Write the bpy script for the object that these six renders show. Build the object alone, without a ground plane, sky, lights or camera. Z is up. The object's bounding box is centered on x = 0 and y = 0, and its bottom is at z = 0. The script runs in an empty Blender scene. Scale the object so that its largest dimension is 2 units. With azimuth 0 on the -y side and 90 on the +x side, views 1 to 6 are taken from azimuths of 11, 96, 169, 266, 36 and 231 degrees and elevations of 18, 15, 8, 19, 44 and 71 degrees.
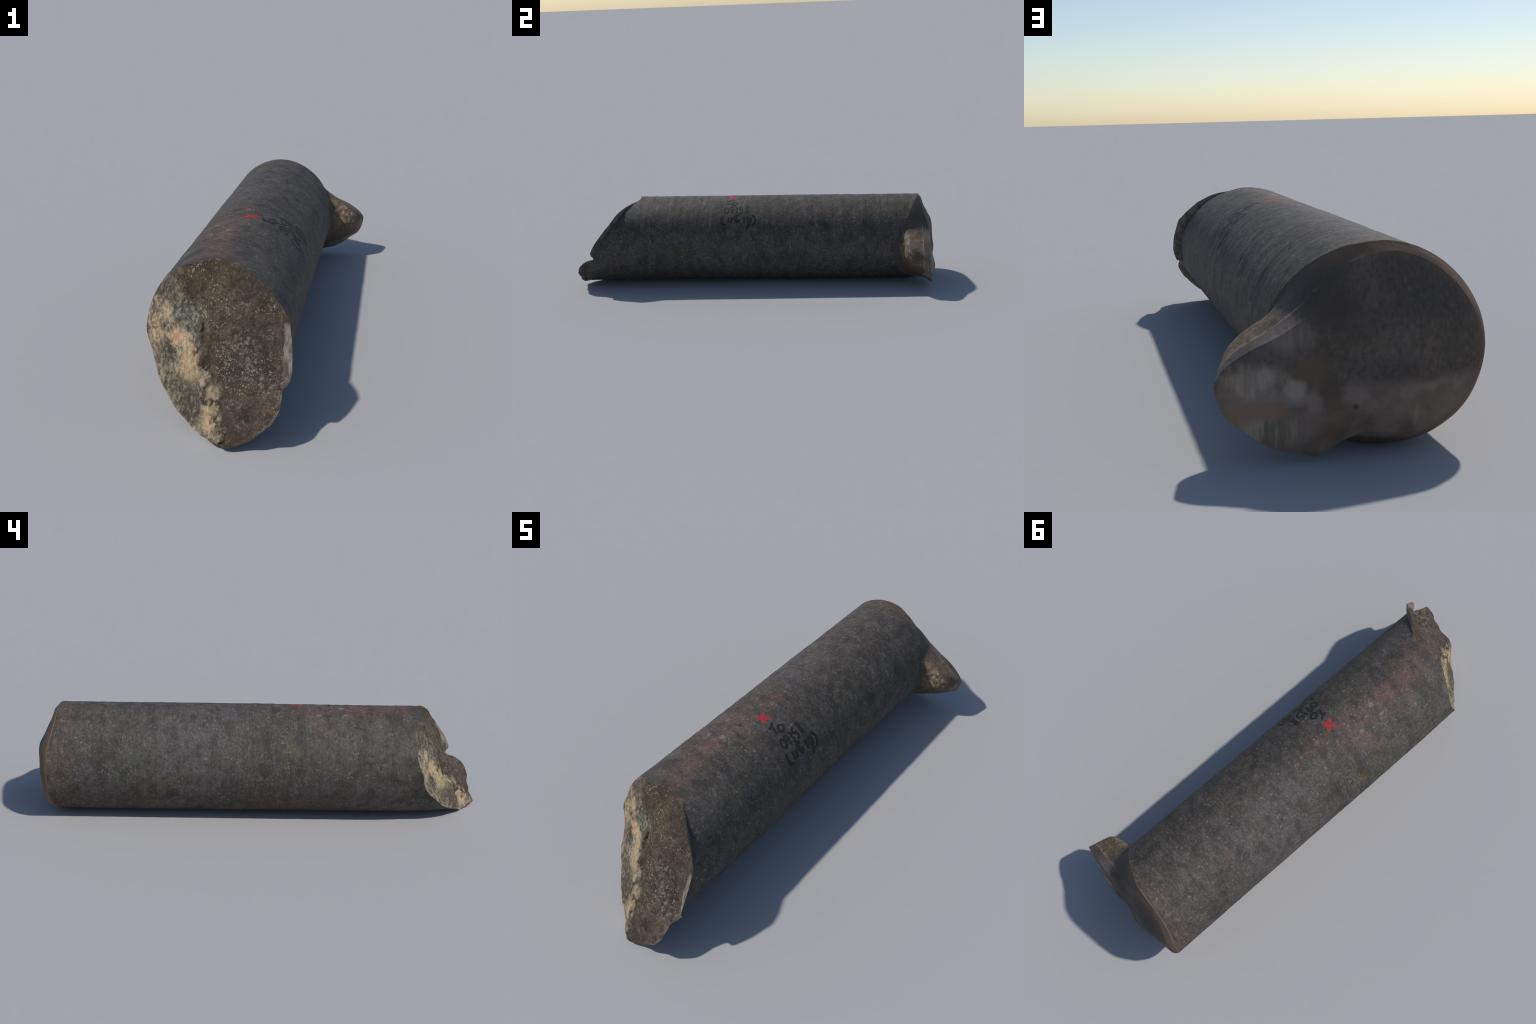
"""A broken piece of cylindrical rock drill core lying on its side."""
import bpy, math
import numpy as np

# ------------------------------------------------------------------ frame of the core
AXIS_POINT = np.array([-0.0530, 0.0, 0.2390])          # where the core's axis crosses y = 0
AXIS = np.array([-0.0176, 1.0, -0.0067]); AXIS /= np.linalg.norm(AXIS)
SIDE = np.cross(AXIS, [0, 0, 1]); SIDE /= np.linalg.norm(SIDE)
UP = np.cross(SIDE, AXIS)
N_TH = 480                                              # steps round the core

def radius_at(y):
    return 0.2379 - 0.0028 * y

def place(theta, r, y):
    """cylindrical (theta from the top towards +x, radius, length) -> world"""
    theta, r, y = np.broadcast_arrays(np.asarray(theta, float), r, y)
    return (AXIS_POINT + y[..., None] * AXIS + (r * np.sin(theta))[..., None] * SIDE
            + (r * np.cos(theta))[..., None] * UP)

# ------------------------------------------------------------------ helpers: noise, curves, spline surface
def _hash(ix, iy, iz, seed):
    h = (ix.astype(np.int64) * 374761393 + iy.astype(np.int64) * 668265263
         + iz.astype(np.int64) * 2147483647 + seed * 1274126177) & 0xFFFFFFFF
    h = ((h ^ (h >> 13)) * 1274126177) & 0xFFFFFFFF
    h = ((h ^ (h >> 16)) * 2246822519) & 0xFFFFFFFF
    return (h ^ (h >> 15)) / 2147483648.0 - 1.0

def noise(p, scale, seed=1, octaves=1):
    """smooth value noise of points p (..., 3), about -1..1"""
    out = 0.0; amp = 1.0; tot = 0.0
    for o in range(octaves):
        q = np.asarray(p) * scale * 2 ** o + 17.3 * o
        i = np.floor(q); f = q - i; f = f * f * f * (f * (f * 6 - 15) + 10); i = i.astype(np.int64)
        v = 0.0
        for dx in (0, 1):
            for dy in (0, 1):
                for dz in (0, 1):
                    w = ((f[..., 0] if dx else 1 - f[..., 0]) * (f[..., 1] if dy else 1 - f[..., 1])
                         * (f[..., 2] if dz else 1 - f[..., 2]))
                    v = v + w * _hash(i[..., 0] + dx, i[..., 1] + dy, i[..., 2] + dz, seed + 31 * o)
        out = out + amp * v; tot += amp; amp *= 0.5
    return out / tot

def around(knots, theta_deg):
    """smooth shape-preserving periodic curve through (angle, value...) knots, given in rising angle"""
    k = np.array(knots, float)
    a = np.concatenate([k[:, 0] - 360, k[:, 0], k[:, 0] + 360])
    res = []
    for c in range(1, k.shape[1]):
        v = np.tile(k[:, c], 3); h = np.diff(a); d = np.diff(v) / h
        m = np.zeros(len(v))
        same = d[:-1] * d[1:] > 0
        w1 = 2 * h[1:] + h[:-1]; w2 = h[1:] + 2 * h[:-1]
        with np.errstate(divide='ignore', invalid='ignore'):
            m[1:-1] = np.where(same, (w1 + w2) / (w1 / d[:-1] + w2 / d[1:]), 0)
        j = np.clip(np.searchsorted(a, theta_deg) - 1, 0, len(a) - 2)
        t = (theta_deg - a[j]) / h[j]
        res.append((1 + 2 * t) * (1 - t) ** 2 * v[j] + t * (1 - t) ** 2 * h[j] * m[j]
                   + t * t * (3 - 2 * t) * v[j + 1] + t * t * (t - 1) * h[j] * m[j + 1])
    return res

class Sheet:
    """thin-plate surface y = f(x, z) through a few measured points"""
    def __init__(self, pts, smooth=1e-5):
        p = np.array(pts, float); self.q = p[:, [0, 2]]; n = len(p)
        K = self.k(self.q[:, None] - self.q[None]) + smooth * np.eye(n)
        P = np.column_stack([np.ones(n), self.q])
        M = np.block([[K, P], [P.T, np.zeros((3, 3))]])
        self.w = np.linalg.solve(M, np.concatenate([p[:, 1], np.zeros(3)]))
    @staticmethod
    def k(d):
        r2 = (d ** 2).sum(-1) + 1e-12
        return 0.5 * r2 * np.log(r2)
    def __call__(self, x, z):
        q = np.stack([x, z], -1); s = q.shape[:-1]; q = q.reshape(-1, 2)
        n = len(self.q)
        v = self.k(q[:, None] - self.q[None]) @ self.w[:n] + self.w[n] + q @ self.w[n + 1:]
        return v.reshape(s)

def smoothstep(a, b, x):
    t = np.clip((x - a) / (b - a), 0, 1); return t * t * (3 - 2 * t)

TH = -np.pi + 2 * np.pi * np.arange(N_TH) / N_TH
DEG = np.degrees(TH)

# ------------------------------------------------------------------ rims of the barrel
FRONT_RIM = [(-165, -.880), (-146, -.812), (-123, -.735), (-110, -.690), (-104, -.677), (-88, -.659), (-78, -.638),
             (-60, -.627), (-46, -.628), (-37, -.641), (-28, -.660), (-20, -.668), (-8, -.664), (3, -.655), (12, -.659),
             (25, -.690), (40, -.733), (55, -.772), (65, -.798), (77, -.832), (90, -.866), (104, -.887), (112, -.925),
             (120, -.952), (130, -.970), (145, -.980), (158, -.990), (166, -.982), (180, -.925)]
FRONT_EDGE = [(-165, .231), (-146, .236), (-123, .236), (-90, .237), (-60, .235), (-30, .236), (0, .237), (10, .238),
              (25, .243), (40, .250), (55, .260), (68, .269), (80, .268), (90, .267), (98, .266), (103.8, .264), (105.5, .255),
              (109, .258), (113, .261), (120, .262), (131, .258), (141, .254), (148, .251), (163, .2435), (179, .229)]
# back end: angle, rim y, then (radius, y) of four rings: groove, neck, shoulder, edge of the end face
BACK = [(-165, .893, .232, .910, .224, .930, .212, .945, .195, .957),
        (-148, .905, .234, .917, .230, .932, .224, .945, .214, .957),
        (-132, .929, .235, .936, .232, .944, .226, .952, .218, .960),
        (-110, .939, .235, .945, .231, .952, .226, .958, .216, .965),
        (-90, .943, .235, .948, .231, .954, .226, .960, .216, .966),
        (-70, .938, .235, .943, .231, .949, .226, .955, .217, .963),
        (-50, .921, .236, .925, .232, .930, .226, .937, .217, .946),
        (-32, .911, .236, .914, .232, .918, .226, .924, .217, .931),
        (-10, .905, .236, .908, .231, .912, .225, .917, .216, .925),
        (5, .900, .235, .903, .230, .908, .222, .915, .210, .925),
        (20, .884, .233, .887, .226, .894, .216, .905, .204, .921),
        (38, .858, .231, .864, .222, .880, .207, .905, .184, .934),
        (52, .838, .230, .846, .224, .872, .212, .905, .186, .946),
        (65, .808, .229, .820, .232, .852, .226, .900, .198, .952),
        (75, .786, .232, .804, .256, .842, .252, .900, .227, .956),
        (80, .776, .238, .804, .282, .840, .277, .897, .252, .955),
        (84, .768, .246, .806, .304, .840, .305, .896, .284, .954),
        (89, .763, .256, .810, .324, .840, .338, .893, .328, .950),
        (94, .760, .260, .810, .332, .838, .360, .897, .367, .946),
        (98, .758, .258, .804, .326, .835, .366, .898, .383, .947),
        (103, .757, .252, .797, .314, .834, .360, .896, .382, .950),
        (108, .760, .248, .798, .298, .840, .345, .902, .377, .956),
        (116, .772, .246, .808, .284, .855, .322, .915, .350, .963),
        (124, .784, .244, .822, .272, .872, .300, .925, .330, .965),
        (131, .798, .242, .840, .262, .890, .282, .935, .309, .964),
        (138, .818, .241, .860, .252, .904, .266, .940, .286, .963),
        (143, .838, .240, .875, .248, .912, .260, .942, .276, .966),
        (149, .856, .236, .885, .236, .915, .236, .940, .236, .960),
        (156, .868, .230, .890, .222, .915, .212, .940, .205, .957),
        (166, .874, .226, .895, .212, .918, .198, .942, .184, .957),
        (180, .882, .228, .900, .214, .922, .200, .945, .186, .957)]

# ------------------------------------------------------------------ barrel (ring r = 0 front rim .. N_Y back rim)
N_Y = 460
front_y, = around(FRONT_RIM, DEG)
front_y = front_y + 0.004 * noise(np.stack([np.cos(TH) * 3, np.sin(TH) * 3, TH * 0], -1), 3, 5, 2)
back = around(BACK, DEG)
back_y = back[0] + 0.0025 * noise(np.stack([np.cos(TH) * 3, np.sin(TH) * 3, TH * 0 + 4], -1), 3, 6, 2)
s = np.linspace(0, 1, N_Y + 1)[:, None]
y_grid = front_y[None] * (1 - s) + back_y[None] * s
th_grid = np.broadcast_to(TH, y_grid.shape)
pos0 = place(th_grid, radius_at(y_grid), y_grid)
relief = (0.0012 * noise(pos0, 5, 11, 2) + 0.0008 * noise(pos0 * [1, 6, 1], 8, 12, 1)
          + 0.0005 * noise(pos0, 60, 13, 2))
# a small raised burr where the top of the front rim has chipped
relief += 0.002 * np.exp(-((np.degrees(th_grid) - 6) / 9) ** 2 - ((y_grid + .655) / .02) ** 2)
# the rim is worn back on its lower -x side
worn = smoothstep(-85, -118, np.degrees(th_grid)) * smoothstep(-178, -162, np.degrees(th_grid))
relief -= 0.015 * worn * np.exp(-((y_grid - front_y[None]) / .13) ** 2)
barrel = place(th_grid, radius_at(y_grid) + relief, y_grid)
barrel[..., 2] = np.maximum(barrel[..., 2], 0.0008)

# ------------------------------------------------------------------ front fracture face
r_edge, = around(FRONT_EDGE, DEG)
FACE_POINTS = [(-.067, -.676, .458), (.032, -.747, .392), (.126, -.761, .373), (.090, -.785, .344), (.047, -.795, .314),
               (.158, -.822, .279), (-.057, -.769, .273), (-.003, -.834, .210), (-.042, -.814, .181),
               (-.034, -.863, .136), (-.030, -.886, .098), (.052, -.896, .149), (.126, -.959, .094),
               (-.028, -.929, .018), (.040, -.996, .012), (-.166, -.720, .238), (-.203, -.682, .322),
               (-.108, -.772, .189), (-.157, -.672, .434), (-.210, -.760, .105), (.198, -.828, .323),
               (.202, -.878, .190), (.216, -.823, .347), (.232, -.897, .245), (.228, -.903, .212), (.221, -.905, .179),
               (.211, -.932, .177), (.213, -.965, .155), (.190, -.995, .107), (.160, -.993, .075), (.130, -.996, .050), (.05, -.952, .09), (.09, -.925, .145),
               (.105, -.992, .032), (-.167, -.814, .047), (.165, -.992, .092), (.143, -.768, .402), (.104, -.735, .440),
               (-.100, -.700, .390)]
rim_pts = barrel[0]
keep = (DEG < 12) & (DEG > -172)
FACE_POINTS += [tuple(p) for p in rim_pts[keep][::16]]
front = Sheet(FACE_POINTS, 2e-5)

def axis_xy(p):
    """polar angle and radius of world points about the axis"""
    q = p - AXIS_POINT
    return np.arctan2(q @ SIDE, q @ UP), np.hypot(q @ SIDE, q @ UP)

N_F = 130
y_c = front(np.array([-.035]), np.array([.245]))[0]
cx, cz = -0.035, 0.245                                   # centre of the fan of the front face
edge_dir = np.stack([np.sin(TH), np.cos(TH)], -1)
edge_xz = np.array([cx, cz]) + r_edge[:, None] * edge_dir
chips = 0.003 * noise(np.stack([edge_xz[:, 0], edge_xz[:, 1], edge_xz[:, 0] * 0], -1), 28, 21, 3)
chips *= smoothstep(20, 60, DEG) * (1 - smoothstep(165, 178, DEG)) * 1.2 + .2
edge_xz += chips[:, None] * edge_dir
# without an overhang the face starts just inside the barrel's rim
flush = 1 - smoothstep(8, 30, DEG) + smoothstep(172, 178, DEG)
rim_xz = rim_pts[:, [0, 2]]
edge_xz = edge_xz * (1 - flush[:, None]) + (np.array([cx, cz]) + (rim_xz - [cx, cz]) * 0.988) * flush[:, None]
edge_xz[:, 1] = np.maximum(edge_xz[:, 1], 0.004)
u = (np.linspace(1, 0, N_F + 1)[:-1] ** 0.85)[:, None, None]
face_xz = np.array([cx, cz]) + u * (edge_xz - [cx, cz])[None]
fx, fz = face_xz[..., 0], face_xz[..., 1]
fy = front(fx, fz)
P = np.stack([fx, fy, fz], -1)
# the pale weathered strip on the -x side is rough, the brown joint plane smooth
seam = -0.075 + 0.10 * smoothstep(.20, .02, fz) - 0.10 * smoothstep(.30, .46, fz) + 0.02 * noise(P, 14, 33, 2)
pale = smoothstep(0.02, -0.02, fx - seam)
fade = smoothstep(0.0, 0.05, 1 - u[..., 0]) * 0.85 + 0.15
rough = 0.0055 * noise(P * [1.0, 0.6, 0.6], 36, 41, 4) + 0.005 * noise(P, 14, 42, 2)
ridge = -0.012 * np.exp(-((fx - seam + 0.012) / 0.016) ** 2) * smoothstep(.34, .26, fz)
pit = 0.013 * np.exp(-((fx - seam - .005) / 0.008) ** 2) * smoothstep(.05, .3, noise(P, 22, 43, 2))
smooth_rel = 0.0022 * noise(P, 22, 44, 3) + 0.003 * noise(P, 8, 45, 1)
fy = fy + fade * (pale * rough + (1 - pale) * smooth_rel + ridge + pit)
face = np.stack([fx, fy, fz], -1)

# underside of the overhanging edge, from the barrel's rim out to the face's edge
outer = face[0]
lip_rings = []
for k in np.linspace(0, 1, 12):
    bulge = math.sin(math.pi * k)
    base = rim_pts * (1 - k) + outer * k
    over = (1 - flush) * bulge
    base = base + (over * 0.006)[:, None] * AXIS
    base = base + (over * 0.003 * noise(base, 40, 52, 2))[:, None] * AXIS
    base[:, 2] = np.maximum(base[:, 2], 0.001)
    lip_rings.append(base)
lip_rings[0] = rim_pts; lip_rings[-1] = outer
lip = np.array(lip_rings)

# ------------------------------------------------------------------ back end
END_POINTS = [(-.09, .985, .28), (-.07, .996, .18), (-.165, .983, .309), (-.05, .966, .335), (.03, .966, .285), (.10, .963, .262),
              (.17, .965, .24), (.23, .961, .225), (.10, .993, .109), (.15, .988, .086), (.20, .978, .12),
              (-.05, .990, .12), (-.10, .995, .145), (-.20, .978, .18), (-.20, .968, .10), (-.20, .980, .25),
              (-.06, .931, .42), (-.05, .950, .385), (0, .946, .36), (-.15, .945, .38), (-.13, .980, .10), (.29, .958, .17),
              (.08, .976, .18), (.00, .974, .20), (-.06, .985, .195), (.14, .981, .16), (.045, .985, .125), (-.02, .988, .11)]
rings = [barrel[-1]]
back_keys = [place(TH, back[1 + 2 * i], back[2 + 2 * i]) for i in range(4)]
levels = [barrel[-1]] + back_keys
N_SUB = 9
def hermite(a, b, c, d, t):
    return 0.5 * (2 * b + (c - a) * t + (2 * a - 5 * b + 4 * c - d) * t * t + (3 * b - a - 3 * c + d) * t ** 3)
neck = []
for i in range(4):
    a = levels[max(i - 1, 0)]; b = levels[i]; c = levels[i + 1]; d = levels[min(i + 2, 4)]
    for t in np.arange(N_SUB) / N_SUB:
        neck.append(hermite(a, b, c, d, t))
neck.append(levels[4])
neck = np.array(neck)
w = np.sin(np.linspace(0, np.pi, len(neck)))[:, None]
neck_rel = 0.004 * noise(neck, 18, 61, 3) * w * (0.3 + 0.7 * smoothstep(40, 80, DEG) * (1 - smoothstep(150, 170, DEG)))
ex, ez = -0.03, 0.20                                     # centre of the fan of the end face
out_dir = np.stack([np.sin(TH), TH * 0, np.cos(TH)], -1)
neck = neck + neck_rel[..., None] * out_dir[None]
neck[..., 2] = np.maximum(neck[..., 2], 0.002)
neck[0] = barrel[-1]
edge_b = neck[-1]
end_sheet = Sheet(END_POINTS + [tuple(p) for p in edge_b[::10]], 1e-5)
N_E = 90
ub = (np.linspace(1, 0, N_E + 1)[:-1] ** 0.9)[:, None, None]
end_xz = np.array([ex, ez]) + ub * (edge_b[:, [0, 2]] - [ex, ez])[None]
gx, gz = end_xz[..., 0], end_xz[..., 1]
gy = end_sheet(gx, gz)
G = np.stack([gx, gy, gz], -1)
fade_b = smoothstep(0, 0.08, 1 - ub[..., 0])
gy = gy + fade_b * (0.0012 * noise(G, 30, 71, 2) + 0.002 * noise(G, 9, 72, 1))
end_face = np.stack([gx, gy, gz], -1)
end_face[0] = edge_b

# ------------------------------------------------------------------ mesh building
ROOT = bpy.data.objects.new("rock_core", None)
bpy.context.scene.collection.objects.link(ROOT)
ROOT["label"] = "dark grey broken cylindrical rock drill core with handwriting"
ROOT["category"] = "rock core"

def mesh_object(name, verts, faces, material, smooth=True):
    me = bpy.data.meshes.new(name)
    me.from_pydata([tuple(v) for v in verts], [], faces)
    me.polygons.foreach_set("use_smooth", [smooth] * len(me.polygons))
    me.update()
    ob = bpy.data.objects.new(name, me)
    bpy.context.scene.collection.objects.link(ob)
    ob.parent = ROOT
    me.materials.append(material)
    return ob

def ring_faces(n_rings, cols=None, flip=False, n=N_TH):
    f = []
    for j in range(n_rings - 1):
        for i in (range(n) if cols is None else cols):
            a, b = j * n + i, j * n + (i + 1) % n
            q = (a, b, b + n, a + n)
            f.append(q[::-1] if flip else q)
    return f

def grid_object(name, rings, material, flip=False, centre=None, mask=None):
    """object from stacked rings; mask (ring, column) picks the quads to keep"""
    R, n, _ = rings.shape
    verts = rings.reshape(-1, 3)
    faces = ring_faces(R, flip=flip, n=n)
    normals = None
    if mask is not None:                                   # parts of one surface share the whole surface's normals
        whole = bpy.data.meshes.new("whole"); whole.from_pydata([tuple(v) for v in verts], [], faces); whole.update()
        normals = np.array([v.vector[:] for v in whole.vertex_normals]); bpy.data.meshes.remove(whole)
    if mask is not None:
        m = mask[:R - 1].reshape(-1)
        faces = [f for f, k in zip(faces, m) if k]
    if centre is not None:
        verts = np.vstack([verts, centre]); c = len(verts) - 1; o = (R - 1) * n
        for i in range(n):
            t = (o + i, o + (i + 1) % n, c)
            faces.append(t[::-1] if flip else t)
    used = np.unique(np.concatenate([np.array(f) for f in faces])) if mask is not None else None
    if used is not None:
        remap = -np.ones(len(verts), int); remap[used] = np.arange(len(used))
        verts = verts[used]; faces = [tuple(int(remap[i]) for i in f) for f in faces]
    ob = mesh_object(name, verts, faces, material)
    if normals is not None:
        ob.data.normals_split_custom_set_from_vertices([tuple(v) for v in normals[used]])
    return ob

# ------------------------------------------------------------------ materials
class Nodes:
    """small helper for writing node trees as expressions"""
    def __init__(self, name):
        self.mat = bpy.data.materials.new(name); self.mat.use_nodes = True
        self.t = self.mat.node_tree; self.t.nodes.clear()
        self.out = self.t.nodes.new("ShaderNodeOutputMaterial")
        self.bsdf = self.t.nodes.new("ShaderNodeBsdfPrincipled")
        self.t.links.new(self.bsdf.outputs[0], self.out.inputs[0])
        self.obj = self.t.nodes.new("ShaderNodeTexCoord").outputs["Object"]
    def put(self, sock, v):
        if v is None: return
        if isinstance(v, bpy.types.NodeSocket): self.t.links.new(v, sock)
        elif isinstance(v, tuple) and len(v) == 3 and sock.type == 'RGBA': sock.default_value = (*v, 1)
        else: sock.default_value = v
    def math(self, op, a, b=None, clamp=False):
        n = self.t.nodes.new("ShaderNodeMath"); n.operation = op; n.use_clamp = clamp
        self.put(n.inputs[0], a); self.put(n.inputs[1], b); return n.outputs[0]
    def mapping(self, vec, scale=(1, 1, 1), loc=(0, 0, 0)):
        n = self.t.nodes.new("ShaderNodeMapping")
        self.put(n.inputs["Vector"], vec); n.inputs["Scale"].default_value = scale; n.inputs["Location"].default_value = loc
        return n.outputs[0]
    def noise(self, vec, scale, detail=3, rough=.55, distort=0):
        n = self.t.nodes.new("ShaderNodeTexNoise"); self.put(n.inputs["Vector"], vec)
        n.inputs["Scale"].default_value = scale; n.inputs["Detail"].default_value = detail
        n.inputs["Roughness"].default_value = rough; n.inputs["Distortion"].default_value = distort
        return n.outputs["Fac"]
    def voronoi(self, vec, scale, feature='F1', out="Distance", rnd=1.0):
        n = self.t.nodes.new("ShaderNodeTexVoronoi"); n.feature = feature; self.put(n.inputs["Vector"], vec)
        n.inputs["Scale"].default_value = scale; n.inputs["Randomness"].default_value = rnd
        return n.outputs[out]
    def ramp(self, fac, lo, hi):
        """0 below lo, 1 above hi, smooth"""
        n = self.t.nodes.new("ShaderNodeMapRange"); n.interpolation_type = 'SMOOTHSTEP'
        self.put(n.inputs["Value"], fac)
        if lo < hi: a = (lo, hi, 0, 1)
        else: a = (hi, lo, 1, 0)
        for k, v in zip(("From Min", "From Max", "To Min", "To Max"), a): n.inputs[k].default_value = v
        return n.outputs[0]
    def mix(self, fac, a, b, mode='MIX'):
        n = self.t.nodes.new("ShaderNodeMix"); n.data_type = 'RGBA'; n.blend_type = mode
        self.put(n.inputs[0], fac); self.put(n.inputs[6], a); self.put(n.inputs[7], b); return n.outputs[2]
    def xyz(self, vec):
        n = self.t.nodes.new("ShaderNodeSeparateXYZ"); self.put(n.inputs[0], vec); return n.outputs
    def combine(self, x, y, z):
        n = self.t.nodes.new("ShaderNodeCombineXYZ")
        for i, v in enumerate((x, y, z)): self.put(n.inputs[i], v)
        return n.outputs[0]
    def mul(self, *a):
        r = a[0]
        for b in a[1:]: r = self.math('MULTIPLY', r, b)
        return r
    def bump(self, height, strength, dist):
        n = self.t.nodes.new("ShaderNodeBump"); self.put(n.inputs["Height"], height)
        n.inputs["Strength"].default_value = strength; n.inputs["Distance"].default_value = dist
        self.t.links.new(n.outputs[0], self.bsdf.inputs["Normal"])
    def unroll(self):
        """(arc round the core in metres from the top towards +x, length along it)"""
        x, y, z = self.xyz(self.obj)
        ax = self.math('ADD', AXIS_POINT[0], self.mul(y, float(AXIS[0])))
        az = self.math('ADD', AXIS_POINT[2], self.mul(y, float(AXIS[2])))
        th = self.math('ARCTAN2', self.math('SUBTRACT', x, ax), self.math('SUBTRACT', z, az))
        return self.mul(th, 0.238), y
    def blob(self, a, b, a0, b0, ra, rb, wob=None, amount=0.5):
        """soft spot centred on (a0, b0) with half widths ra, rb; the edge wobbles with wob"""
        da = self.math('DIVIDE', self.math('SUBTRACT', a, a0), ra)
        db = self.math('DIVIDE', self.math('SUBTRACT', b, b0), rb)
        d = self.math('SQRT', self.math('ADD', self.mul(da, da), self.mul(db, db)))
        if wob is not None:
            d = self.math('ADD', d, self.mul(self.math('SUBTRACT', wob, 0.5), amount * 2))
        return self.ramp(d, 1.25, 0.35)
    def finish(self, colour, rough, spec=0.35):
        self.put(self.bsdf.inputs["Base Color"], colour); self.put(self.bsdf.inputs["Roughness"], rough)
        self.bsdf.inputs["Specular IOR Level"].default_value = spec
        return self.mat

def barrel_colour(n):
    """ground-down rock skin: dark grey with drifts of green, violet and rust, pale grains, drilling streaks"""
    arc, y = n.unroll()
    streak = n.noise(n.mapping(n.obj, (5, 120, 5)), 1.0, 3, .6)
    band = n.noise(n.mapping(n.obj, (1.2, 14, 1.2)), 1.0, 3, .6)
    big = n.noise(n.obj, 4.5, 4, .6)
    mid = n.noise(n.mapping(n.obj, (1, 1, 1), (3, 1, 2)), 19, 5, .65)
    hue_a = n.noise(n.mapping(n.obj, (1, 1, 1), (7, 3, 1)), 5.0, 4, .6)
    hue_b = n.noise(n.mapping(n.obj, (1, 1, 1), (1, 9, 4)), 6.0, 4, .6)
    wob = n.noise(n.obj, 18, 5, .65)
    c = n.mix(n.ramp(big, .35, .68), (.066, .058, .051), (.098, .088, .078))
    c = n.mix(n.mul(n.ramp(band, .56, .40), .65), c, (.056, .051, .048))
    c = n.mix(n.mul(n.ramp(hue_a, .48, .64), .75), c, (.088, .086, .064))
    c = n.mix(n.mul(n.ramp(hue_b, .50, .66), .75), c, (.106, .092, .100))
    # drifts that can be placed: violet band, ochre stain, green patches
    for a0, y0, ra, ry, col, k in (
            (-.23, .33, .22, .26, (.112, .098, .108), .75), (-.01, .52, .10, .10, (.112, .090, .096), .6),
            (-.05, .20, .12, .10, (.108, .094, .102), .6),
            (-.27, -.11, .05, .06, (.105, .086, .046), .75), (-.27, -.27, .10, .12, (.092, .092, .066), .7),
            (-.42, .43, .05, .05, (.108, .094, .058), .6), (.105, .38, .05, .07, (.110, .094, .068), .7),
            (-.49, -.08, .05, .08, (.090, .068, .048), .6), (-.18, -.45, .10, .12, (.090, .094, .072), .6),
            (-.36, .62, .09, .12, (.072, .082, .074), .6), (-.23, -.60, .10, .06, (.120, .108, .090), .6),
            (.48, -.86, .09, .10, (.076, .086, .078), .7), (.13, -.62, .09, .07, (.122, .108, .098), .6)):
        c = n.mix(n.mul(n.blob(arc, y, a0, y0, ra, ry, wob, 1.1), k), c, col)
    # small drifts of every hue
    for seed, col, k in ((2, (.088, .088, .058), .65), (5, (.112, .096, .104), .6), (8, (.125, .084, .078), .5), (11, (.052, .060, .058), .7),
                         (14, (.105, .082, .052), .55), (17, (.046, .043, .044), .7)):
        c = n.mix(n.mul(n.ramp(n.noise(n.mapping(n.obj, (1, 1.3, 1), (seed, seed * .7, -seed)), 13, 4, .65), .54, .68), k), c, col)
    # rusty rind towards the back end
    c = n.mix(n.mul(n.ramp(n.math('ADD', y, n.mul(wob, .12)), .86, .99), .7), c, (.104, .073, .051))
    # faded red spray along the top
    for a0, y0, ra, ry, k in ((-.018, -.56, .050, .10, .80), (-.026, -.40, .045, .10, .85), (-.018, -.21, .045, .08, .7),
                              (-.075, -.17, .06, .09, .5), (-.015, -.02, .04, .06, .5), (-.15, -.24, .05, .07, .4), (-.06, -.38, .08, .16, .3)):
        c = n.mix(n.mul(n.blob(arc, y, a0, y0, ra, ry, wob, 1.2), k), c, (.160, .088, .080))
    # streaks round the core, worm-like pale grain, dark pores
    c = n.mix(n.mul(n.ramp(streak, .46, .70), .30), c, (.150, .142, .132))
    fine = n.noise(n.mapping(n.obj, (95, 140, 95)), 1.0, 3, .65)
    worm = n.noise(n.mapping(n.obj, (1, 1, 1), (5, 2, 8)), 62, 3, .6, 1.0)
    c = n.mix(n.mul(n.ramp(mid, .53, .34), .65), c, (.040, .038, .036))
    c = n.mix(n.mul(n.ramp(fine, .50, .34), .65), c, (.036, .033, .031))
    c = n.mix(n.mul(n.ramp(worm, .52, .66), n.ramp(mid, .38, .58), .5), c, (.215, .198, .176))
    c = n.mix(n.mul(n.ramp(fine, .56, .74), .55), c, (.205, .194, .178))
    cell = n.voronoi(n.mapping(n.obj, (1, 1, 1), (.3, .1, .2)), 60)
    pick = n.xyz(n.voronoi(n.mapping(n.obj, (1, 1, 1), (.3, .1, .2)), 60, out="Color"))[0]
    ragged = n.math('ADD', cell, n.mul(n.math('SUBTRACT', fine, .5), .5))
    fleck = n.mul(n.ramp(ragged, .30, .14), n.ramp(pick, .76, .80), n.ramp(big, .34, .56))
    c = n.mix(n.mul(fleck, .45), c, (.34, .325, .295))
    tiny = n.noise(n.mapping(n.obj, (1, 1, 1), (8, 8, 1)), 130, 2, .5)
    c = n.mix(n.mul(n.ramp(tiny, .64, .74), n.ramp(wob, .42, .60), .7), c, (.36, .335, .29))
    # a few larger shell-pale inclusions
    for a0, y0, ra, ry, k in ((-.025, -.318, .013, .012, .6), (-.087, -.332, .005, .014, .6), (.118, -.059, .006, .008, .6),
                              (0, -.034, .014, .014, .35), (-.09, -.215, .008, .010, .5)):
        c = n.mix(n.mul(n.blob(arc, y, a0, y0, ra, ry, worm, 2.0), k), c, (.30, .275, .25))
    c = n.mix(1.0, c, (.80, .76, .725), 'MULTIPLY')
    h = n.math('ADD', n.mul(fine, .7), n.mul(streak, .5))
    return c, h

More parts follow.
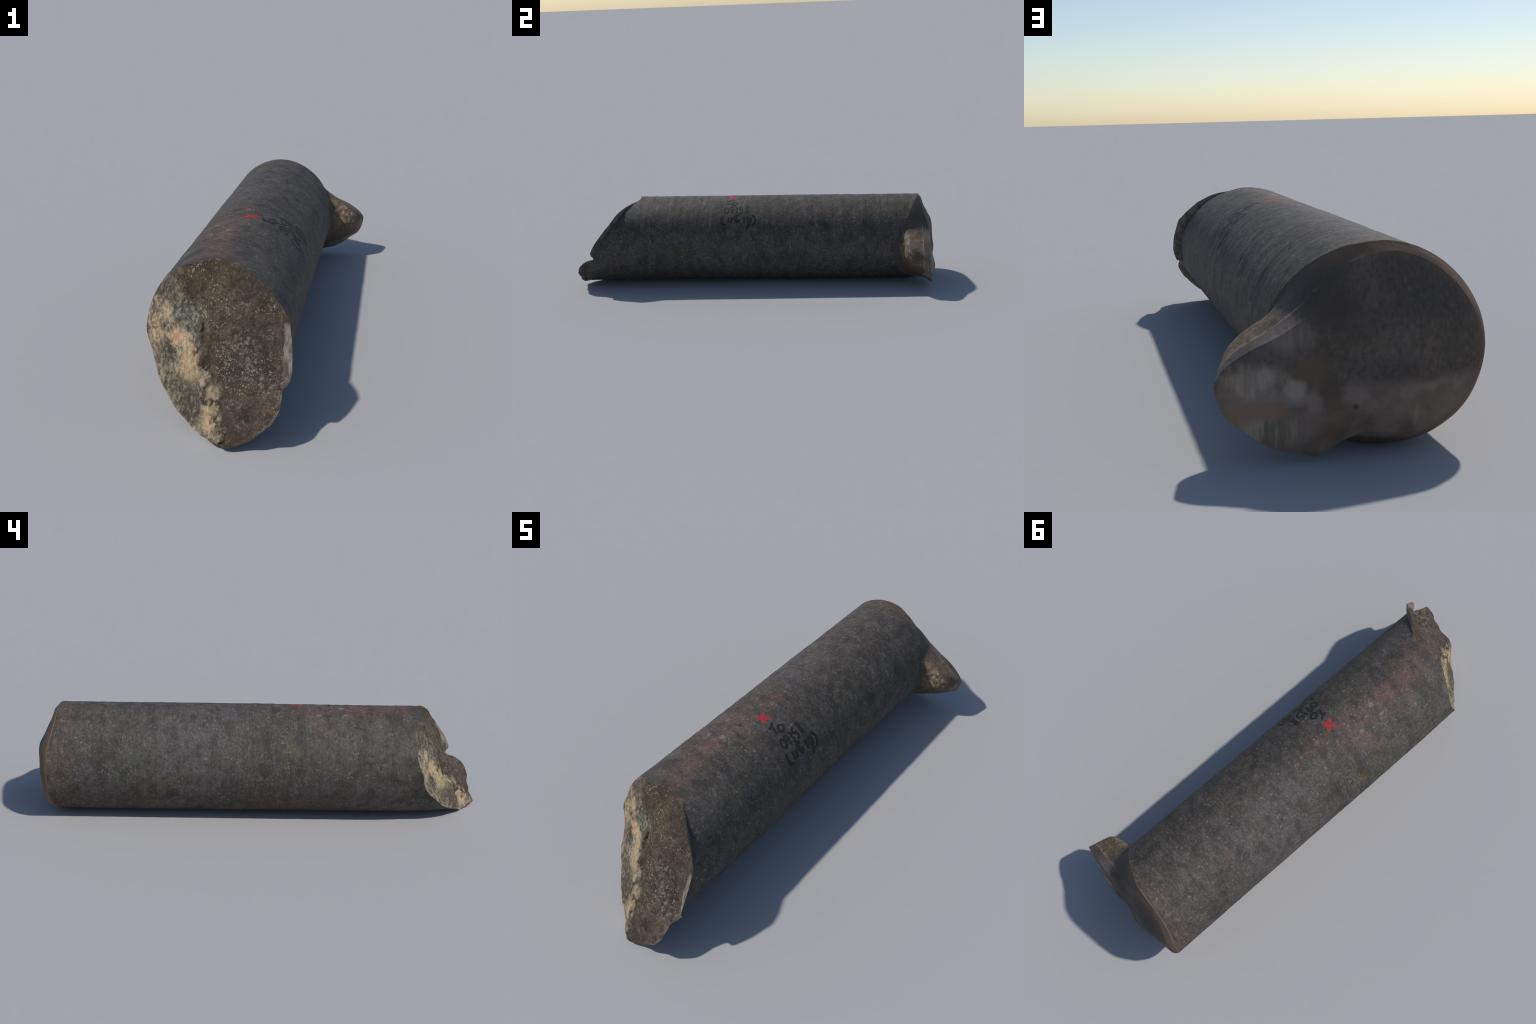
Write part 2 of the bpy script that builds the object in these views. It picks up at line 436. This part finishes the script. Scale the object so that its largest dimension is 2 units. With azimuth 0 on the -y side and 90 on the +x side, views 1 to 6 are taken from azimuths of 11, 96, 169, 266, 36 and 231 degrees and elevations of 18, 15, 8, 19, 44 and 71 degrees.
def make_barrel_material():
    n = Nodes("drilled_rock_skin")
    c, h = barrel_colour(n)
    n.bump(h, .35, .004)
    return n.finish(c, 0.72, .3)

def make_face_material():
    n = Nodes("fractured_rock")
    x, y, z = n.xyz(n.obj)
    wob = n.noise(n.obj, 16, 5, .68)
    big = n.noise(n.obj, 6, 3, .55)
    fine = n.noise(n.obj, 120, 3, .65)
    mid = n.noise(n.mapping(n.obj, (1, 1, 1), (2, 5, 1)), 34, 5, .65, .4)
    # brown joint plane
    c = n.mix(n.ramp(big, .38, .66), (.050, .039, .028), (.078, .060, .044))
    c = n.mix(n.mul(n.blob(x, z, .11, .24, .09, .09, wob, 1.0), .6), c, (.044, .042, .036))
    c = n.mix(n.mul(n.blob(x, z, .10, .10, .10, .05, wob, 1.0), .55), c, (.072, .050, .043))
    c = n.mix(n.mul(n.blob(x, z, -.05, .42, .14, .06, wob, 1.0), .5), c, (.092, .068, .043))
    c = n.mix(n.mul(n.ramp(mid, .54, .36), .75), c, (.024, .020, .016))
    c = n.mix(n.mul(n.ramp(mid, .56, .70), .45), c, (.135, .112, .084))
    c = n.mix(n.mul(n.ramp(fine, .50, .36), .6), c, (.024, .021, .017))
    c = n.mix(n.mul(n.ramp(fine, .56, .74), .6), c, (.21, .175, .13))
    sparse = n.ramp(n.noise(n.mapping(n.obj, (1, 1, 1), (9, 4, 4)), 10, 3, .6), .42, .62)
    for sc, hi, k in ((105, .62, .7), (64, .86, .5), (170, .55, .65)):
        cell = n.voronoi(n.obj, sc); pick = n.xyz(n.voronoi(n.obj, sc, out="Color"))[0]
        rag = n.math('ADD', cell, n.mul(n.math('SUBTRACT', n.noise(n.obj, 210, 3, .7), .5), 1.6))
        c = n.mix(n.mul(n.ramp(rag, .34, .12), n.ramp(pick, hi, hi + .05), sparse, k), c, (.40, .345, .26))
    # grey crystalline frost in drifts
    frost = n.mul(n.ramp(n.noise(n.obj, 70, 4, .7, .4), .50, .64), n.ramp(n.noise(n.mapping(n.obj, (1, 1, 1), (4, 4, 4)), 14, 3), .46, .62))
    frost = n.mul(frost, n.blob(x, z, .11, .22, .13, .19, wob, .8))
    c = n.mix(n.mul(frost, .6), c, (.27, .265, .24))
    # pale weathered strip on the -x side of a wandering line
    edge = n.math('ADD', -.072, n.mul(n.ramp(z, .20, .02), .085))
    edge = n.math('SUBTRACT', edge, n.mul(n.ramp(z, .32, .44), .13))
    d = n.math('SUBTRACT', x, n.math('ADD', edge, n.mul(n.math('SUBTRACT', wob, .5), .20)))
    strip = n.ramp(d, .030, -.022)
    grain = n.noise(n.mapping(n.obj, (1.15, .7, .8), (3, 3, 3)), 74, 6, .80, .1)
    chunk = n.noise(n.mapping(n.obj, (1.1, .7, .8), (1, 7, 3)), 20, 4, .65)
    p = n.mix(n.ramp(grain, .34, .66), (.055, .050, .039), (.42, .365, .275))
    p = n.mix(n.mul(n.ramp(chunk, .55, .40), .6), p, n.mix(n.ramp(grain, .42, .70), (.042, .040, .033), (.25, .235, .195)))
    p = n.mix(n.mul(n.ramp(mid, .46, .34), .8), p, (.033, .030, .024))
    p = n.mix(n.mul(n.ramp(fine, .62, .77), .5), p, (.52, .48, .39))
    green = n.mix(n.ramp(grain, .42, .66), (.042, .048, .038), (.25, .26, .235))
    p = n.mix(n.mul(n.blob(x, z, -.125, .325, .06, .05, wob, .9), .85), p, green)
    p = n.mix(n.mul(n.blob(x, z, -.09, .265, .035, .03, wob, .9), .75), p, green)
    dark = n.mix(n.ramp(grain, .46, .70), (.040, .037, .029), (.25, .23, .185))
    for x0, z0, rx, rz, k in ((-.20, .185, .05, .04, .85), (-.10, .085, .08, .07, .85), (-.21, .38, .06, .06, .8), (-.17, .12, .05, .04, .5)):
        p = n.mix(n.mul(n.blob(x, z, x0, z0, rx, rz, wob, 1.0), k), p, dark)
    tan = n.mix(n.ramp(grain, .30, .62), (.22, .155, .092), (.56, .45, .315))
    tan = n.mix(n.mul(n.ramp(mid, .45, .36), .7), tan, (.07, .052, .034))
    for x0, z0, rx, rz, k in ((-.155, .240, .045, .026, .9), (-.105, .185, .045, .05, .85), (-.020, .072, .030, .065, .95),
                              (-.20, .31, .02, .035, .7), (-.01, .19, .015, .033, .75), (-.24, .25, .03, .05, .65)):
        p = n.mix(n.mul(n.blob(x, z, x0, z0, rx, rz, wob, 1.2), k), p, tan)
    p = n.mix(n.mul(n.mul(n.blob(x, z, -.166, .236, .022, .015, grain, 2.2), n.ramp(mid, .40, .52)), .7), p, (.42, .235, .12))
    p = n.mix(n.mul(n.mul(n.blob(x, z, -.025, .045, .024, .032, grain, 2.2), n.ramp(mid, .40, .52)), .55), p, (.46, .30, .185))
    p = n.mix(n.mul(n.blob(x, z, -.105, .165, .04, .04, grain, 2.0), .35), p, (.32, .265, .13))
    strip = n.math('MAXIMUM', strip, n.mul(n.blob(x, z, -.012, .085, .030, .075, wob, 1.2), .95))
    c = n.mix(strip, c, p)
    # black crevices along the seam
    crev = n.mul(n.ramp(n.math('ABSOLUTE', n.math('SUBTRACT', d, .010)), .020, .004), n.ramp(mid, .55, .47), n.ramp(z, .30, .22))
    c = n.mix(n.mul(crev, .85), c, (.020, .017, .014))
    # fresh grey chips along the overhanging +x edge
    glass = n.mix(n.ramp(n.noise(n.mapping(n.obj, (40, 20, 14)), 1.0, 4, .6), .36, .64), (.100, .090, .076), (.27, .255, .232))
    jag = n.mul(n.math('SUBTRACT', wob, .5), .035)
    upper = n.mul(n.ramp(n.math('ADD', x, jag), .198, .203), n.ramp(z, .176, .186), n.ramp(z, .350, .335))
    slant = n.math('SUBTRACT', n.math('SUBTRACT', x, .165), n.mul(n.math('SUBTRACT', z, .092), .545))
    belly = n.mul(n.math('ABSOLUTE', n.math('SUBTRACT', z, .120)), .18)
    lower = n.mul(n.ramp(n.math('SUBTRACT', n.math('ADD', slant, jag), belly), .004, .008), n.ramp(z, .085, .095), n.ramp(z, .172, .162))
    c = n.mix(n.mul(n.math('MAXIMUM', upper, lower), n.ramp(wob, .30, .46), .85), c, glass)
    c = n.mix(1.0, c, (.98, .90, .80), 'MULTIPLY')
    n.bump(n.math('ADD', n.mul(fine, .5), n.mul(grain, .8)), .7, .008)
    return n.finish(c, 0.8, .3)

def make_chip_material():
    n = Nodes("fresh_chipped_edge")
    wob = n.noise(n.obj, 24, 4, .6); fine = n.noise(n.obj, 90, 3, .6)
    c = n.mix(n.ramp(wob, .40, .62), (.060, .050, .039), (.125, .108, .085))
    c = n.mix(n.mul(n.ramp(fine, .55, .75), .5), c, (.26, .235, .195))
    c = n.mix(n.mul(n.ramp(fine, .46, .34), .6), c, (.03, .027, .023))
    n.bump(fine, .3, .004)
    return n.finish(c, 0.7)

def end_colour(n):
    """old break, weathered dark, with pale and rusty smears on the flared lip; returns colour and fine grain"""
    x, y, z = n.xyz(n.obj)
    wob = n.noise(n.obj, 16, 5, .65); fine = n.noise(n.mapping(n.obj, (110, 50, 70)), 1, 3, .6)
    big = n.noise(n.obj, 7, 3, .5)
    c = n.mix(n.ramp(big, .38, .64), (.066, .058, .053), (.090, .079, .074))
    c = n.mix(n.mul(n.ramp(fine, .54, .74), .4), c, (.165, .150, .142))
    c = n.mix(n.mul(n.ramp(fine, .48, .34), .5), c, (.036, .032, .030))
    # dark smooth hollow below the +x part of the rim
    c = n.mix(n.mul(n.blob(x, z, .05, .36, .075, .09, wob, .7), .75), c, (.046, .041, .038))
    # lower part: warm grey joint; +x part: pale grey, ochre and white smears on the flared lip
    low = n.ramp(n.math('ADD', z, n.mul(n.math('SUBTRACT', wob, .5), .05)), .185, .155)
    c = n.mix(n.mul(low, .9), c, n.mix(n.ramp(wob, .35, .65), (.115, .095, .086), (.178, .150, .140)))
    c = n.mix(n.mul(n.blob(x, z, .10, .20, .06, .05, wob, .9), .85), c, (.100, .076, .055))
    c = n.mix(n.mul(n.blob(x, z, .06, .15, .035, .05, wob, .9), .8), c, (.058, .047, .037))
    c = n.mix(n.mul(n.blob(x, z, .05, .09, .05, .06, wob, .9), .6), c, (.105, .083, .062))
    smear = n.noise(n.mapping(n.obj, (60, 8, 8)), 1.0, 3, .6)
    c = n.mix(n.mul(n.blob(x, z, .225, .185, .07, .045, wob, .9), .85), c, n.mix(n.ramp(smear, .35, .65), (.185, .165, .148), (.285, .262, .250)))
    c = n.mix(n.mul(n.blob(x, z, .14, .165, .035, .025, wob, 1.0), .8), c, (.255, .235, .225))
    c = n.mix(n.mul(n.blob(x, z, .21, .075, .10, .045, wob, .7), .8), c, n.mix(n.ramp(smear, .40, .60), (.125, .112, .098), (.260, .235, .210)))
    c = n.mix(n.mul(n.blob(x, z, .22, .125, .06, .018, wob, 1.2), .6), c, (.215, .140, .092))
    c = n.mix(n.mul(n.blob(x, z, .27, .10, .03, .03, wob, 1.0), .6), c, (.200, .135, .085))
    c = n.mix(n.mul(n.blob(x, z, .14, .275, .055, .040, wob, .7), .8), c, n.mix(n.ramp(smear, .40, .60), (.115, .104, .100), (.165, .150, .150)))
    c = n.mix(n.mul(n.blob(x, z, .07, .035, .02, .02, wob, 1.0), .7), c, (.24, .23, .215))
    c = n.mix(n.mul(n.blob(x, z, -.132, .085, .007, .03, wob, .8), .5), c, (.24, .215, .20))
    c = n.mix(n.mul(n.blob(x, z, .008, .122, .007, .009, wob, .5), .8), c, (.026, .021, .018))
    # rusty rind on the rim
    rr = n.math('SQRT', n.math('ADD', n.math('POWER', n.math('ADD', x, .069), 2.0), n.math('POWER', n.math('SUBTRACT', z, .233), 2.0)))
    rind = n.mul(n.ramp(n.math('ADD', rr, n.mul(n.math('SUBTRACT', wob, .5), .05)), .195, .228), n.ramp(x, .12, .05))
    c = n.mix(n.mul(rind, .8), c, (.112, .082, .060))
    c = n.mix(1.0, c, (1.22, 1.06, .92), 'MULTIPLY')
    return c, fine

def make_end_material():
    n = Nodes("old_broken_end")
    c, fine = end_colour(n)
    n.bump(fine, .2, .003)
    return n.finish(c, 0.72)

def make_lip_material():
    n = Nodes("brown_crusted_lip")
    x, y, z = n.xyz(n.obj)
    wob = n.noise(n.obj, 18, 5, .65); fine = n.noise(n.obj, 80, 4, .65)
    end, _ = end_colour(n)
    c = n.mix(n.ramp(wob, .36, .64), (.092, .062, .036), (.165, .115, .068))
    c = n.mix(n.mul(n.ramp(fine, .52, .72), .6), c, (.31, .235, .15))
    c = n.mix(n.mul(n.ramp(fine, .46, .34), .7), c, (.040, .030, .022))
    c = n.mix(n.mul(n.blob(y, z, .885, .205, .028, .035, wob, .8), .75), c, (.060, .050, .041))
    grain = n.ramp(n.noise(n.obj, 62, 4, .65), .48, .70)
    c = n.mix(n.mul(grain, n.blob(y, z, .835, .225, .035, .05, wob, .8), .85), c, (.46, .40, .31))
    # above the crust the lip is as dark and smooth as the break itself
    q = n.math('ADD', n.math('ADD', z, n.mul(n.math('SUBTRACT', wob, .5), .04)), n.mul(n.math('SUBTRACT', x, .20), .30))
    c = n.mix(n.mul(n.ramp(q, .285, .315), .95), c, n.mix(.5, end, (.050, .044, .041)))
    c = n.mix(n.mul(n.ramp(n.math('ADD', y, n.mul(wob, .03)), .835, .808), .9), c, (.052, .045, .040))
    under = n.ramp(n.math('ADD', z, n.mul(n.math('SUBTRACT', wob, .5), .03)), .165, .145)
    c = n.mix(n.mul(under, .75), c, (.100, .080, .061))
    # a pale fresh edge, then the break
    line = n.ramp(n.math('ADD', y, n.mul(n.math('SUBTRACT', wob, .5), .02)), .918, .928)
    rim_line = n.mul(line, n.math('SUBTRACT', 1.0, line), 4.0)
    c = n.mix(n.mul(rim_line, n.ramp(wob, .42, .56), .8), c, (.42, .37, .31))
    c = n.mix(line, c, end)
    c = n.mix(n.ramp(x, .12, .05), c, end)
    n.bump(fine, .35, .005)
    return n.finish(c, 0.68)

MAT_BARREL = make_barrel_material(); MAT_FACE = make_face_material(); MAT_CHIP = make_chip_material()
MAT_END = make_end_material(); MAT_LIP = make_lip_material()

# ------------------------------------------------------------------ parts
grid_object("core_barrel", barrel, MAT_BARREL, flip=False)
centre_y = front(np.array([cx]), np.array([cz]))[0]
grid_object("fracture_face", face, MAT_FACE, flip=True, centre=np.array([[cx, face[-1, :, 1].mean(), cz]]))
over_cols = (DEG > 14) & (DEG < 176)
mask = np.broadcast_to(over_cols, lip.shape[:2])
grid_object("overhanging_edge", lip, MAT_CHIP, flip=True, mask=mask)
grid_object("face_rim", lip, MAT_FACE, flip=True, mask=~mask)
lip_cols = (DEG > 22) & (DEG < 152)
mask_b = np.broadcast_to(lip_cols, neck.shape[:2])
grid_object("flared_lip", neck, MAT_LIP, flip=False, mask=mask_b)
grid_object("end_rim", neck, MAT_END, flip=False, mask=~mask_b)
grid_object("broken_end", end_face, MAT_END, flip=False, centre=np.array([[ex, end_face[-1, :, 1].mean(), ez]]))

# ------------------------------------------------------------------ paint cross and handwriting
def surface(arc_deg, y, lift):
    th = np.radians(arc_deg)
    p0 = place(th, radius_at(y), y)
    rel = 0.0012 * noise(p0, 5, 11, 2) + 0.0008 * noise(p0 * [1, 6, 1], 8, 12, 1) + 0.0005 * noise(p0, 60, 13, 2)
    return place(th, radius_at(y) + rel + lift, y)

def stroke(points, width, seed, steps_per=0.003):
    """pen stroke on the barrel: points are (y, angle in degrees); returns verts, faces of a thin domed ribbon"""
    k = np.array(points, float); k = np.column_stack([k[:, 0], np.radians(k[:, 1]) * .238])
    # Catmull-Rom through the pen points
    e = np.vstack([2 * k[0] - k[1], k, 2 * k[-1] - k[-2]]); path = []
    for i in range(len(k) - 1):
        m = max(3, int(np.linalg.norm(k[i + 1] - k[i]) / steps_per))
        for t in np.arange(m) / m: path.append(hermite(e[i], e[i + 1], e[i + 2], e[i + 3], t))
    path.append(k[-1]); path = np.array(path); n = len(path)
    tan = np.gradient(path, axis=0); tan /= np.linalg.norm(tan, axis=1)[:, None] + 1e-9
    nor = np.column_stack([-tan[:, 1], tan[:, 0]])
    along = np.concatenate([[0], np.cumsum(np.linalg.norm(np.diff(path, axis=0), axis=1))])
    end = np.minimum(along, along[-1] - along)
    half = width / 2 * np.sqrt(np.clip(1 - (1 - np.clip(end / (width * .5), 0, 1)) ** 2, .04, 1))
    half = half * (1 + .22 * noise(np.column_stack([path, path[:, :1] * 0 + seed]), 90, seed, 2))
    rows = np.linspace(-1, 1, 7); V = []
    for r in rows:
        q = path + nor * (half * r)[:, None]
        V.append(surface(np.degrees(q[:, 1] / .238), q[:, 0], 0.0007 * (1 - abs(r) ** 6) - 0.0001))
    V = np.array(V); F = []
    for j in range(6):
        for i in range(n - 1):
            F.append((j * n + i, j * n + i + 1, (j + 1) * n + i + 1, (j + 1) * n + i))
    return V.reshape(-1, 3), F

def make_ink_material():
    n = Nodes("black_marker_ink")
    fine = n.noise(n.mapping(n.obj, (110, 170, 110)), 1.0, 3, .65)
    c = n.mix(n.ramp(fine, .50, .74), (.017, .016, .016), (.042, .039, .037))
    return n.finish(c, .7, .3)

def make_red_material():
    n = Nodes("red_spray_paint")
    arc, y = n.unroll()
    fine = n.noise(n.mapping(n.obj, (110, 170, 110)), 1.0, 3, .65)
    c = n.mix(n.ramp(fine, .36, .66), (.24, .022, .028), (.42, .040, .046))
    edge = n.ramp(n.math('ADD', n.math('SQRT', n.math('ADD', n.math('POWER', n.math('SUBTRACT', arc, .023), 2.0), n.math('POWER', n.math('ADD', y, .127), 2.0))),
                         n.mul(n.math('SUBTRACT', fine, .5), .03)), .016, .044)
    c = n.mix(n.mul(edge, .75), c, (.110, .056, .056))
    c = n.mix(n.mul(n.ramp(n.noise(n.obj, 150, 3, .7), .50, .64), .45), c, (.12, .07, .065))
    return n.finish(c, .7, .3)

MAT_INK = make_ink_material(); MAT_RED = make_red_material()
GLYPHS = [
    [[(-.160, 18.8), (-.142, 17.6), (-.122, 15.2)], [(-.142, 17.5), (-.143, 22), (-.147, 26.5)]],                       # T
    [[(-.100, 22), (-.113, 21.2), (-.127, 24.5), (-.120, 28), (-.105, 27.2), (-.097, 24), (-.103, 21.6)], [(-.127, 25), (-.137, 27.5)]],   # o
    [[(-.156, 33), (-.166, 35.5), (-.167, 39), (-.158, 42), (-.146, 41), (-.143, 37), (-.148, 33.5), (-.157, 32.9)]],    # 0
    [[(-.124, 37), (-.133, 37.2), (-.137, 34.5), (-.128, 32.5), (-.121, 34), (-.120, 38), (-.128, 43)]],               # 9
    [[(-.110, 33), (-.100, 32.6), (-.097, 35.5), (-.104, 37.5), (-.096, 39.5), (-.099, 42.5), (-.110, 42.4)]],         # 3
    [[(-.066, 31.8), (-.082, 32.2), (-.083, 36.5), (-.071, 36.2), (-.066, 39.5), (-.072, 42.6), (-.084, 42.4)]],       # 5
    [[(-.034, 30.3), (-.046, 31.5), (-.044, 34.5), (-.037, 38), (-.038, 41.2), (-.047, 40.5), (-.044, 37), (-.036, 34), (-.033, 30.8)]],  # 8
    [[(-.171, 46), (-.180, 50), (-.180, 54.5), (-.172, 58), (-.154, 59)]],                                             # (
    [[(-.141, 47.8), (-.145, 56.8)]],                                                                                   # 1
    [[(-.124, 48.4), (-.129, 57.3)]],                                                                                   # 1
    [[(-.080, 45.4), (-.098, 45.8), (-.108, 48.5), (-.104, 52), (-.096, 54.5), (-.089, 57.3)], [(-.104, 49), (-.092, 48.2)], [(-.102, 52.5), (-.088, 53), (-.077, 54.2)]],  # R
    [[(-.058, 47.5), (-.055, 52), (-.055, 57.2)]],                                                                      # 1
    [[(-.040, 47.2), (-.036, 52), (-.031, 58)], [(-.033, 47.6), (-.022, 50), (-.019, 54), (-.028, 57.8)], [(-.030, 58), (-.032, 62), (-.041, 65.5)]],  # filled loop with a tail
    [[(-.013, 45.8), (.003, 49.5), (.006, 54), (0.0, 58), (-.012, 60.8)]],                                              # )
]
note = bpy.data.objects.new("handwritten_note", None)
bpy.context.scene.collection.objects.link(note); note.parent = ROOT
for g, strokes in enumerate(GLYPHS):
    V, F, o = [], [], 0
    for k, pts in enumerate(strokes):
        v, f = stroke(pts, .0125 if g < 7 else .0155, 7 * g + k + 1)
        if k: v = v + place(np.radians(35), .0003 * k, 0) - AXIS_POINT
        V.append(v); F += [tuple(i + o for i in q) for q in f]; o += len(v)
    ob = mesh_object("inked_character", np.vstack(V), F, MAT_INK); ob.parent = note

# sprayed cross: one patch with a ragged star outline
na, nr = 140, 26
ang = np.linspace(0, 2 * np.pi, na, endpoint=False)
reach = 0.0165 + 0.020 * np.abs(np.cos(2 * (ang - 0.80))) ** 1.8
reach = reach * (1 + .30 * noise(np.column_stack([np.cos(ang) * 2, np.sin(ang) * 2, ang * 0]), 3.5, 91, 3))
verts = []; faces = []
for j in range(nr):
    f = (j + .5) / (nr - .5)
    a = .0235 + f * reach * np.sin(ang); yy = -.1275 + f * reach * np.cos(ang)
    verts.append(surface(np.degrees(a / .238), yy, 0.0010 * (1 - f ** 4) - 0.0003))
verts = np.vstack(verts)
for j in range(nr - 1):
    for i in range(na):
        a, b = j * na + i, j * na + (i + 1) % na
        faces.append((a, b, b + na, a + na))
faces.append(tuple(range(na))[::-1])
mesh_object("red_cross_mark", verts, faces, MAT_RED)
for ob in bpy.data.objects:
    if ob.type == 'MESH' and ob.name.startswith(("inked", "red_cross")):
        import bmesh
        bm = bmesh.new(); bm.from_mesh(ob.data)
        bmesh.ops.recalc_face_normals(bm, faces=bm.faces); bm.to_mesh(ob.data); bm.free()
